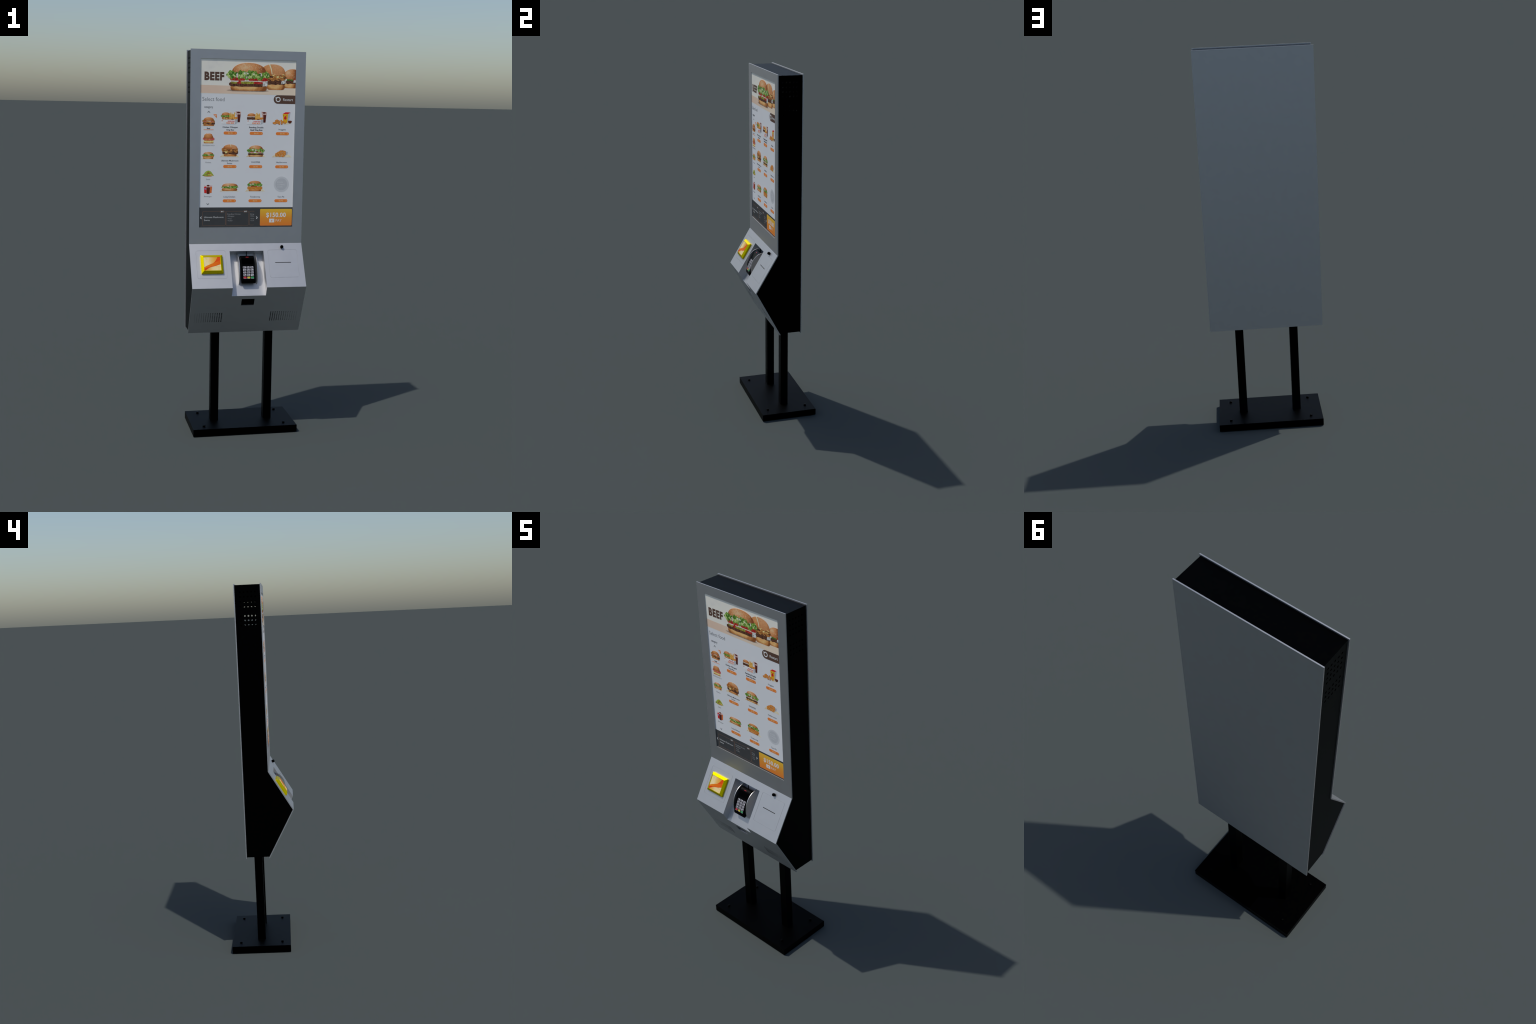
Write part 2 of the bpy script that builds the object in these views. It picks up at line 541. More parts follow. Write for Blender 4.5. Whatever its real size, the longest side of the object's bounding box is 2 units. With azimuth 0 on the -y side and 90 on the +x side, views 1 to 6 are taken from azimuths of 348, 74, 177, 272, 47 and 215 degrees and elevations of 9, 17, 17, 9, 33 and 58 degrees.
# ------------------------------------------------------------------ lock
bm = bmesh.new()
prev = None
for r, z in ((0.0072, -0.001), (0.0082, 0.0035), (0.0087, 0.0070), (0.0083, 0.0103), (0.0070, 0.0132), (0.0046, 0.0150), (0.0018, 0.0156)):
    loop = [bm.verts.new((p[0], p[1], z)) for p in circle(0, 0, r, 24)]
    if prev:
        for i in range(24):
            bm.faces.new((prev[i], prev[(i + 1) % 24], loop[(i + 1) % 24], loop[i]))
    else:
        bm.faces.new(loop[::-1])
    prev = loop
bm.faces.new(prev)
lock_me = from_bm(bm, "lock")
smooth(lock_me)
add("lock", lock_me, front, SLOPE @ Matrix.Translation((0.1890, 0.2222, 0)), BLACK)

# ------------------------------------------------------------------ contactless reader: yellow bevelled frame round a cream picture
RX, RS = (-0.2462, -0.1318), (0.0785, 0.1800)
bm = bmesh.new()
prev = None
for inset, z in ((0.0, -0.0005), (0.0, 0.0084), (0.0004, 0.0092), (0.0120, 0.0176), (0.0128, 0.0178), (0.0136, 0.0176), (0.0138, 0.0160)):
    pts = round_rect(RX[0] + inset, RX[1] - inset, RS[0] + inset, RS[1] - inset, 0.0022 if inset < 0.01 else 0.0012, 3)
    loop = [bm.verts.new((p[0], p[1], z)) for p in pts]
    if prev:
        n = len(loop)
        for i in range(n):
            bm.faces.new((prev[i], prev[(i + 1) % n], loop[(i + 1) % n], loop[i]))
    else:
        bm.faces.new(loop[::-1])
    prev = loop
bm.faces.new(prev)
reader_me = from_bm(bm, "contactless_reader")
reader = add("contactless_reader", reader_me, KIOSK, SLOPE, YELLOW)

K_SLOPE = (0.77, 0.80, 0.92)


def on_slope(fn):
    global K
    old, K = K, K_SLOPE
    m = fn()
    K = old
    return m


PAPER = on_slope(lambda: picture("cream_picture", [(200, 162, 96), (203, 180, 128), (206, 192, 152), (208, 196, 160)], scale=30, spread=(0.28, 0.6)))
AMBER = on_slope(lambda: picture("amber_fade", [(206, 190, 150), (203, 168, 104), (200, 148, 62), (198, 138, 46), (200, 146, 60)], scale=40, gx=0.9))
AMBER_LOW = on_slope(lambda: picture("amber_fade_low", [(198, 140, 56), (201, 158, 84), (205, 186, 140), (206, 192, 152)], scale=40, gx=0.9))
SWOOSH = on_slope(lambda: picture("orange_swoosh", [(204, 122, 22), (200, 100, 14), (196, 78, 8)], scale=60, gx=0.85))
SWOOSH_RED = on_slope(lambda: picture("red_swoosh", [(192, 50, 4), (196, 62, 6), (198, 80, 10)], scale=50, gx=0.5))
px0, px1, ps0, ps1 = RX[0] + 0.0141, RX[1] - 0.0141, RS[0] + 0.0141, RS[1] - 0.0141
PWID, PHGT = px1 - px0, ps1 - ps0
PIC = SLOPE @ Matrix.Translation((px0, ps0, 0.0158))


def curve_band(upper, lower, n=14):
    """area between two smooth curves given by a few (x, y) knots in 0..1 picture units"""
    def sample(kn):
        out = []
        for i in range(n + 1):
            t = kn[0][0] + (kn[-1][0] - kn[0][0]) * i / n
            for a, b in zip(kn, kn[1:]):
                if a[0] <= t + 1e-9 and t <= b[0] + 1e-9:
                    k = (t - a[0]) / (b[0] - a[0])
                    out.append((t * PWID, (a[1] + (b[1] - a[1]) * (k * k * (3 - 2 * k) * 0.35 + k * 0.65)) * PHGT))
                    break
        return out
    return sample(lower) + sample(upper)[::-1]


add("reader_picture", prism("reader_picture", round_rect(0, PWID, 0, PHGT, 0.0005, 1), -0.001, 0.0007), reader, PIC, PAPER)
pieces = [
    ([(0.30, 1.0), (1.0, 1.0)], [(0.30, 0.42), (0.50, 0.52), (1.0, 0.70)], AMBER, 1),
    ([(0.10, 0.10), (0.35, 0.24), (0.72, 0.33)], [(0.10, 0.0), (0.72, 0.0)], AMBER_LOW, 1),
    ([(0.45, 0.46), (0.62, 0.60), (0.72, 0.74), (0.82, 0.95), (0.84, 1.0), (1.0, 1.0)], [(0.45, 0.44), (0.65, 0.58), (0.80, 0.66), (1.0, 0.74)], SWOOSH_RED, 2),
    ([(0.0, 0.25), (0.2, 0.38), (0.5, 0.52), (0.75, 0.64), (1.0, 0.76)], [(0.0, 0.10), (0.2, 0.20), (0.35, 0.25), (0.6, 0.31), (1.0, 0.45)], SWOOSH, 3),
    ([(0.0, 0.15), (0.25, 0.245), (0.45, 0.30), (0.65, 0.335), (1.0, 0.475)], [(0.0, 0.0), (0.07, 0.0), (0.16, 0.10), (0.3, 0.2), (0.45, 0.265), (0.65, 0.315), (1.0, 0.455)], SWOOSH_RED, 4),
]
for up, lo, mat, lay in pieces:
    add("picture_swoosh", prism("picture_swoosh", curve_band(up, lo), -0.0005, 0.0007 + lay * 0.00012, tri=True), reader, PIC, mat)

# ------------------------------------------------------------------ display
SCR_WHITE = picture("display_white", [(157, 163, 173), (159, 165, 175)], scale=8)
screen_me = box("display_screen", 0.0002, 2 * OPEN_X - 0.0002, 0.0002, OPEN_Z1 - OPEN_Z0 - 0.0002, -0.006, 0.0)
screen = add("display_screen", screen_me, KIOSK, SCREEN, SCR_WHITE)
LAYER = 0.00012
DISPW, DISPH = 2 * OPEN_X * 1000, (OPEN_Z1 - OPEN_Z0) * 1000


def clip_x(pts, lim):
    return [(min(max(x, 0.3), lim), y) for x, y in pts]


def shape(name, pts, layer, mat, stuff=False, clip=DISPW - 0.3):
    """flat printed shape on the display; pts in millimetres from its lower left corner"""
    pts = clip_x(pts, clip)
    cx = sum(p[0] for p in pts) / len(pts)
    cy = sum(p[1] for p in pts) / len(pts)
    me = prism(name, [((x - cx) / 1000, (y - cy) / 1000) for x, y in pts], -0.0006, layer * LAYER, tri=True)
    return add(name, me, screen, SCREEN @ Matrix.Translation((cx / 1000, cy / 1000, 0)), mat, stuff)


def shapes(name, polys, layer, mat, clip=DISPW - 0.3):
    """many small printed shapes joined into one piece, each a hair prouder than the last"""
    bm = bmesh.new()
    step = 0.000003 * ((len(WORLD) * 0.37) % 1.0)
    for i, pts in enumerate(polys):
        fs = bm_prism(bm, [(x / 1000, y / 1000) for x, y in clip_x(pts, clip)], -0.0006, layer * LAYER + i * 0.000003 + step, lambda a, b, d: (a, b, d))
        bmesh.ops.triangulate(bm, faces=fs)
    return add(name, from_bm(bm, name), screen, SCREEN, mat, True)


def rings(name, pairs, layer, mat):
    bm = bmesh.new()
    for o, i in pairs:
        bm_ring(bm, [(x / 1000, y / 1000) for x, y in o], [(x / 1000, y / 1000) for x, y in i], -0.0006, layer * LAYER)
    return add(name, from_bm(bm, name), screen, SCREEN, mat)


def words(body, x0, x1, z0, cap, mat, layer=2, weight=0.0):
    return lettering(body, x0 / 1000, x1 / 1000, z0 / 1000, cap / 1000, mat, screen, SCREEN, layer * LAYER - 0.0003 + 0.00004, weight)


# ---- picture tones
P = picture
M_BUN = P("picture_bun", [(101, 57, 32), (141, 93, 58), (159, 113, 77), (174, 141, 112)], scale=90, grad=0.30, edge=0.6, spread=(0.05, 0.95), spot=0.45)
M_BUN_LIGHT = P("picture_bun_light", [(129, 85, 53), (156, 113, 79), (169, 137, 108)], scale=110, grad=0.35, edge=0.4, spread=(0.12, 0.88), specks=((146, 96, 62), 420, 0.22))
M_BUN_GLOSS = P("picture_bun_glossy", [(114, 65, 32), (146, 94, 55), (165, 122, 83)], scale=90, grad=0.55, edge=0.55, spread=(0.12, 0.88), spot=0.35)
M_HEEL = P("picture_bun_heel", [(101, 61, 32), (146, 100, 58), (174, 139, 95), (165, 122, 77)], scale=50, grad=0.5, edge=0.7, spread=(0.1, 0.8), spot=0.35)
M_HEEL_SMALL = P("picture_bun_heel_dark", [(105, 61, 30), (146, 94, 51), (169, 126, 81)], scale=90, grad=0.5, edge=0.6, spread=(0.1, 0.8), spot=0.3)
M_LETTUCE = P("picture_lettuce", [(34, 62, 18), (64, 100, 34), (96, 128, 56), (146, 160, 112)], scale=150, spread=(0.3, 0.75))
M_LETTUCE_LT = P("picture_lettuce_light", [(90, 124, 52), (130, 152, 92), (164, 174, 140)], scale=220)
M_LETTUCE_DK = P("picture_lettuce_dark", [(24, 50, 18), (46, 84, 30), (76, 112, 42)], scale=240)
M_TOMATO = P("picture_tomato", [(92, 20, 18), (126, 28, 27), (152, 54, 48)], scale=120)
M_ONION = P("picture_onion", [(120, 112, 104), (158, 154, 150), (178, 178, 178)], scale=110, grad=0.4)
M_PICKLE = P("picture_pickle", [(66, 66, 22), (104, 106, 36), (140, 136, 70)], scale=110)
M_PATTY = P("picture_patty", [(26, 16, 13), (52, 33, 26), (88, 58, 43), (128, 96, 72)], scale=240, spread=(0.3, 0.78))
M_CRISP = P("picture_fried", [(112, 65, 24), (150, 96, 39), (172, 128, 66)], scale=260)
M_MUSHROOM = P("picture_mushroom", [(45, 26, 15), (105, 66, 32), (148, 104, 57), (165, 130, 85)], scale=170)
M_CHEESE = P("picture_cheese", [(170, 128, 68), (182, 160, 108), (184, 174, 140)], scale=140)
M_SEED = P("picture_seed", [(188, 168, 136), (190, 180, 160)], scale=300)
M_SHADOWTONE = P("picture_burger_shadow", [(104, 92, 84), (128, 116, 108)], scale=100)
M_PAPERMAT = P("picture_wrap_paper", [(150, 138, 112), (168, 160, 142), (174, 170, 160)], scale=120, gx=0.3)
M_BACON = P("picture_bacon", [(96, 26, 28), (150, 64, 62), (178, 130, 124)], scale=260)
M_LABEL = P("picture_label", [(66, 66, 68), (150, 152, 154), (172, 174, 177)], scale=330, spread=(0.40, 0.56))
M_CARTON = P("picture_carton", [(158, 162, 170), (172, 176, 182)], scale=80)
M_CARTON_SIDE = P("picture_carton_side", [(120, 126, 136), (140, 146, 156)], scale=80)
M_FRIES = P("picture_fries", [(141, 91, 32), (174, 132, 62), (176, 152, 95)], scale=330, aniso=0.3)
M_COLA = P("picture_cola", [(34, 14, 14), (62, 24, 20), (100, 42, 34)], scale=160, grad=0.3)
M_GLASS = P("picture_glass", [(104, 78, 76), (150, 126, 124), (172, 166, 168)], scale=200)
M_RED = P("picture_red", [(142, 24, 26), (168, 32, 34)], scale=100)
M_BOX_YELLOW = P("picture_yellow_box", [(178, 120, 24), (190, 140, 32)], scale=80, grad=0.4)
M_SODA = P("picture_orange_soda", [(150, 70, 32), (178, 92, 46)], scale=120)
M_SAUCE = P("picture_sauce", [(40, 18, 12), (86, 44, 30)], scale=140, grad=0.6)
M_NUGGET = P("picture_nugget", [(127, 72, 28), (161, 106, 49), (178, 133, 79)], scale=160, edge=0.2)
M_SALAD = P("picture_salad_green", [(52, 84, 24), (108, 130, 44), (160, 164, 84)], scale=220)
M_NUGGET_SHADING = P("picture_nugget_shading", [(98, 52, 20), (126, 72, 30)], scale=150)
M_BLUE = P("picture_blue", [(84, 92, 140), (120, 126, 164)], scale=200)

C_ORANGE = P("display_orange", [(168, 94, 42), (170, 97, 45)], scale=60)
C_ORANGE_DIM = P("display_orange_dim", [(90, 70, 58), (96, 74, 60)], scale=60)
C_BROWN = P("display_brown", [(62, 47, 42), (66, 50, 44)], scale=60)
C_CHAR = P("display_charcoal", [(42, 45, 49), (45, 48, 52)], scale=30)
C_INK = P("display_ink", [(58, 60, 66), (64, 66, 72)], scale=60)
C_GREY = P("display_grey", [(100, 102, 108), (106, 108, 114)], scale=60)
C_PALE = P("display_pale", [(158, 164, 172), (162, 168, 176)], scale=60)
C_MIST = P("display_mist", [(116, 120, 126), (122, 126, 132)], scale=60)
C_DISC = P("display_disc", [(142, 148, 158), (144, 150, 160)], scale=60)
C_DISC_IN = P("display_disc_inner", [(132, 138, 148), (134, 140, 150)], scale=60)
C_DISC_INK = P("display_disc_ink", [(148, 154, 164), (150, 156, 166)], scale=60)
C_PAY = P("display_pay", [(160, 90, 38), (162, 108, 40), (168, 138, 44)], scale=20, grad=0.96)
C_PRICE = P("display_price_ink", [(192, 150, 110), (196, 158, 120)], scale=60)
C_BANNER = P("display_banner", [(160, 163, 165), (167, 169, 169), (169, 169, 167)], scale=14)
C_TABLE = P("display_table", [(158, 140, 130), (164, 152, 142), (166, 160, 150)], scale=10, gx=0.8)
C_TABLE_LT = P("display_table_front", [(162, 150, 140), (166, 160, 152)], scale=10, gx=0.8)

# ---- outlines


def dome(x0, x1, z0, z1, flat=0.86, sag=0.08, n=26, seed=0, jit=0.0):
    cx, rx, h = (x0 + x1) / 2, (x1 - x0) / 2, z1 - z0
    pts = []
    for i in range(n + 1):
        a = math.pi * i / n
        c, s = math.cos(a), math.sin(a)
        j = 1 + jit * noise.noise(Vector((i * 0.7, seed * 3.1, 0)))
        pts.append((cx + rx * math.copysign(abs(c) ** flat, c) * j, z0 + h * abs(s) ** 0.8 * j))
    for i in range(1, 8):
        k = i / 8
        pts.append((x0 + (x1 - x0) * k, z0 - h * sag * math.sin(math.pi * k)))
    return pts


def strip(x0, x1, z0, z1, rag=0.0, seed=0, n=20, sag=0.0, tips=0.5, freq=6.0):
    """horizontal filling with ragged upper and lower edges"""
    h = z1 - z0
    pts = []
    for i in range(n + 1):
        k = i / n
        tip = min(1.0, min(k, 1 - k) * 8 + tips)
        w = noise.noise(Vector((k * freq, seed * 5.3, 0.5)))
        pts.append((x0 + (x1 - x0) * k, (z0 + z1) / 2 - h * 0.5 * tip * (1 + rag * w) - sag * math.sin(math.pi * k)))
    for i in range(n, -1, -1):
        k = i / n
        tip = min(1.0, min(k, 1 - k) * 8 + tips)
        w = noise.noise(Vector((k * freq, seed * 5.3 + 9, 1.5)))
        pts.append((x0 + (x1 - x0) * k, (z0 + z1) / 2 + h * 0.5 * tip * (1 + rag * w) - sag * math.sin(math.pi * k)))
    return pts


def blob(cx, cy, rx, ry, jit, seed, n=12, rot=0.0):
    pts = []
    for i in range(n):
        a = 2 * math.pi * i / n
        r = 1 + jit * noise.noise(Vector((math.cos(a) * 1.3 + seed * 7.7, math.sin(a) * 1.3, seed)))
        x, y = rx * r * math.cos(a), ry * r * math.sin(a)
        pts.append((cx + x * math.cos(rot) - y * math.sin(rot), cy + x * math.sin(rot) + y * math.cos(rot)))
    return pts


def right_part(pts, x_top, x_bottom):
    """the part of a crown to the right of its slanting split"""
    z0, z1 = min(p[1] for p in pts), max(p[1] for p in pts)
    edge = lambda z: x_bottom + (x_top - x_bottom) * (z - z0) / (z1 - z0)
    keep = [p for p in pts if p[0] >= edge(p[1]) - 0.01]
    return [(max(x, edge(z)), z) for x, z in keep]


def heel(x0, x1, z0, z1):
    r = (z1 - z0) * 0.55
    return round_rect(x0, x1, z0, z1, r, 4)


def leafy(x0, x1, z0, z1, layer, seed, n, clip=DISPW - 0.3, light=0.45):
    """frilly lettuce: ragged body and curled leaf tips in lighter and darker green"""
    rnd = random.Random(seed)
    h, w = z1 - z0, x1 - x0
    shape("picture_lettuce", strip(x0, x1, z0 + h * 0.12, z1 - h * 0.06, 1.1, seed, 44, 0, 0.35, 17), layer, M_LETTUCE, clip=clip)
    for tone, frac, lay in ((M_LETTUCE_DK, 0.5, 0.4), (M_LETTUCE_LT, light, 0.7)):
        polys = []
        for i in range(int(n * frac)):
            cx = x0 + w * rnd.uniform(0.04, 0.96)
            polys.append(blob(cx, z0 + h * rnd.uniform(0.22, 0.78), w * rnd.uniform(0.012, 0.03), h * rnd.uniform(0.10, 0.26), 1.1, seed + i, 9, rnd.uniform(-0.8, 0.8)))
        shapes("picture_leaf_tips", polys, layer + lay, tone, clip=clip)


def seeds(x0, x1, z0, z1, layer, count, seed, size=1.0, clip=DISPW - 0.3):
    rnd = random.Random(seed)
    polys = []
    while len(polys) < count:
        u, v = rnd.uniform(-0.92, 0.92), rnd.uniform(0.12, 0.96)
        if u * u + v * v > 0.9:
            continue
        cx, cy = (x0 + x1) / 2 + u * (x1 - x0) / 2, z0 + v * (z1 - z0)
        if cx > clip - 2:
            polys.append(blob(x0 + 4, cy, 0.5, 0.4, 0, 0, 6))
            continue
        polys.append(blob(cx, cy, 1.25 * size, 0.75 * size, 0.1, 0, 7, rnd.uniform(-1.2, 1.2)))
    shapes("picture_sesame_seeds", polys, layer, M_SEED)


# ---- banner
shape("banner_picture", [(0.3, 684), (DISPW - 0.3, 682), (DISPW - 0.3, DISPH - 0.3), (0.3, DISPH - 0.3)], 1, C_BANNER)
shape("banner_table", [(0.3, 686), (DISPW - 0.3, 682), (DISPW - 0.3, 722), (0.3, 726)], 1.5, C_TABLE)
words("BEEF", 20.4, 121.5, 752.5, 39.8, C_BROWN, 3, 0.055)

# right burger (cut by the display edge), then the middle one, then the big front one
shape("picture_bun_heel", heel(433, 505, 718.5, 742), 2, M_HEEL)
shape("picture_patty", strip(444, 505, 741, 760, 0.25, 31), 2.5, M_PATTY)
shape("picture_lettuce", strip(449, 482, 757, 769, 0.8, 32), 3, M_LETTUCE_DK)
shape("picture_tomato", strip(478, 505, 758, 770, 0.3, 33), 2.8, M_TOMATO)
shape("picture_bun", dome(429, 530, 767, 815, .92), 3.2, M_BUN)
seeds(432, 525, 768, 812, 3.6, 22, 5)
shape("picture_label", [(483, 745), (505, 748), (505, 761), (485, 759)], 3.4, M_LABEL)

shape("picture_bun_heel", heel(343, 438.5, 708.5, 738), 4, M_HEEL)
shape("picture_patty", strip(345, 441, 734, 762, 0.3, 41), 4.4, M_PATTY)
shape("picture_mushroom", strip(343, 443, 755, 788, 0.5, 42, 26), 4.8, M_MUSHROOM)
rnd = random.Random(3)
shapes("picture_mushroom_slices", [blob(rnd.uniform(350, 438), rnd.uniform(758, 784), rnd.uniform(4, 10), rnd.uniform(2, 4), 0.6, i, 10, rnd.uniform(-0.6, 0.6)) for i in range(9)], 5.1, M_PATTY)
shapes("picture_onion_strings", [blob(rnd.uniform(375, 438), rnd.uniform(770, 786), rnd.uniform(5, 10), rnd.uniform(1.2, 2.4), 0.6, i + 20, 10, rnd.uniform(-0.5, 0.5)) for i in range(8)], 5.3, M_CHEESE)
crown = dome(309, 440, 784, 837, 0.92, 0.05)
shape("picture_bun", crown, 5.0, M_BUN_GLOSS)
shape("picture_bun", right_part(crown, 356, 371), 5.4, M_BUN_LIGHT)
shape("picture_bun_split_highlight", [(353, 836), (359, 836.5), (368, 812), (372, 786), (368, 786), (364, 810)], 5.7, M_SEED)
shape("picture_label", [(418, 738), (437, 741), (441, 758), (421, 754)], 5.7, M_LABEL)

shape("picture_burger_shadow", strip(134, 355, 697, 707, 0.1, 50, 20, 0, 0.05), 2, M_SHADOWTONE)
shape("picture_bun_heel", heel(154, 344, 701.5, 731), 6, M_HEEL)
shape("picture_patty", strip(147, 330, 722.5, 745, 0.25, 51, 40, 1.5, 0.45, 14), 6.4, M_PATTY)
shape("picture_pickle", strip(158, 196, 736, 752, 0.2, 52), 6.7, M_PICKLE)
shape("picture_tomato", strip(188, 214, 736, 752, 0.3, 53), 6.8, M_TOMATO)
shape("picture_pickle", strip(208, 276, 735.5, 752, 0.15, 54), 6.9, M_PICKLE)
shape("picture_tomato", strip(272, 322, 736, 751, 0.4, 55), 6.75, M_TOMATO)
shape("picture_onion", strip(156, 196, 744, 757, 0.3, 56), 7.0, M_ONION)
shape("picture_onion", strip(206, 342, 746.5, 757, 0.5, 57, 30, -0.5), 7.1, M_ONION)
shape("picture_tomato", strip(152, 232, 751, 772, 0.15, 58), 7.2, M_TOMATO)
shape("picture_tomato", strip(246, 347, 751, 773, 0.15, 59), 7.25, M_TOMATO)
shape("picture_bun", dome(160, 340, 784, 841, 0.92, 0.05), 7.0, M_BUN)
seeds(164, 336, 786, 838, 7.4, 75, 8)
shapes("picture_mayonnaise", [blob(230, 787, 17, 6, 0.5, 1), blob(238, 776, 5, 14, 0.5, 2), blob(310, 782, 8, 8, 0.6, 3), blob(188, 778, 5, 12, 0.6, 4), blob(347, 785, 6, 7, 0.5, 5), blob(273, 784, 6, 5, 0.5, 6)], 8.7, M_ONION)
leafy(132, 358, 759, 799, 7.7, 60, 84)
shape("picture_label", [(321, 724), (346, 727), (348, 752), (324, 748)], 9, M_LABEL)

# ---- headings and buttons
words("Select food", 11.4, 125, 646.6, 18.6, C_INK, 2, -0.012)
words("category", 20.8, 66, 611, 11.5, C_INK, 2, 0.0)
shape("restart_button", round_rect(381.3, 540, 638.6, 682, 21.7, 10), 2, C_BROWN)
ring_o = [(404.9 + 13.2 * math.cos(math.radians(a)), 660.5 + 13.2 * math.sin(math.radians(a))) for a in range(-215, 131, 15)]
ring_i = [(404.9 + 8.6 * math.cos(math.radians(a)), 660.5 + 8.6 * math.sin(math.radians(a))) for a in range(-215, 131, 15)]
shape("restart_symbol", ring_o + ring_i[::-1], 3, C_PALE)
shape("restart_symbol", [(391.5, 673.5), (391.8, 663.6), (402.0, 666.8)], 3.2, C_PALE)
words("Restart", 431.4, 483.6, 653.6, 13.2, C_PALE, 3)


def chevron(cx, cy, w, h, t, up, mat, layer=2):
    s = 1 if up else -1
    shape("chevron", [(cx - w / 2, cy - s * h / 2), (cx, cy + s * h / 2), (cx + w / 2, cy - s * h / 2), (cx + w / 2 - t * 0.7, cy - s * (h / 2 + t * 0.5)), (cx, cy + s * (h / 2 - t * 1.3)), (cx - w / 2 + t * 0.7, cy - s * (h / 2 + t * 0.5))], layer, mat)


chevron(44.5, 592.6, 15, 8, 3.0, True, C_INK)
chevron(44.4, 120.2, 15, 8, 3.0, False, C_INK)
shape("category_mark", [(67.3, 579.7), (86.3, 579.7), (86.3, 560.2)], 2, C_ORANGE)
shape("category_tick", [(75.6, 573.6), (77.0, 575.0), (79.3, 572.8), (83.2, 576.6), (84.4, 575.2), (79.3, 570.2)], 3, C_PALE)

# ---- small pictures


def nuggets(items, layer):
    """fried pieces lying over one another, each over a larger dark blob that draws its edge shading"""
    for i, (cx, cy, rx, ry, rot) in enumerate(items):
        shape("picture_nugget_shading", blob(cx, cy - 0.4, rx * 1.08, ry * 1.12, 0.25, i, 14, rot), layer + i * 0.16, M_NUGGET_SHADING)
        shape("picture_nugget", blob(cx, cy, rx * 0.97, ry * 0.95, 0.25, i, 14, rot), layer + i * 0.16 + 0.08, M_NUGGET)


def wrap_paper(x0, x1, z0, z1):
    w = x1 - x0
    shape("picture_wrap_paper", [(x0, z0), (x1, z0), (x1 - w * 0.14, z1), (x0 + w * 0.14, z1)], 1.5, M_PAPERMAT)


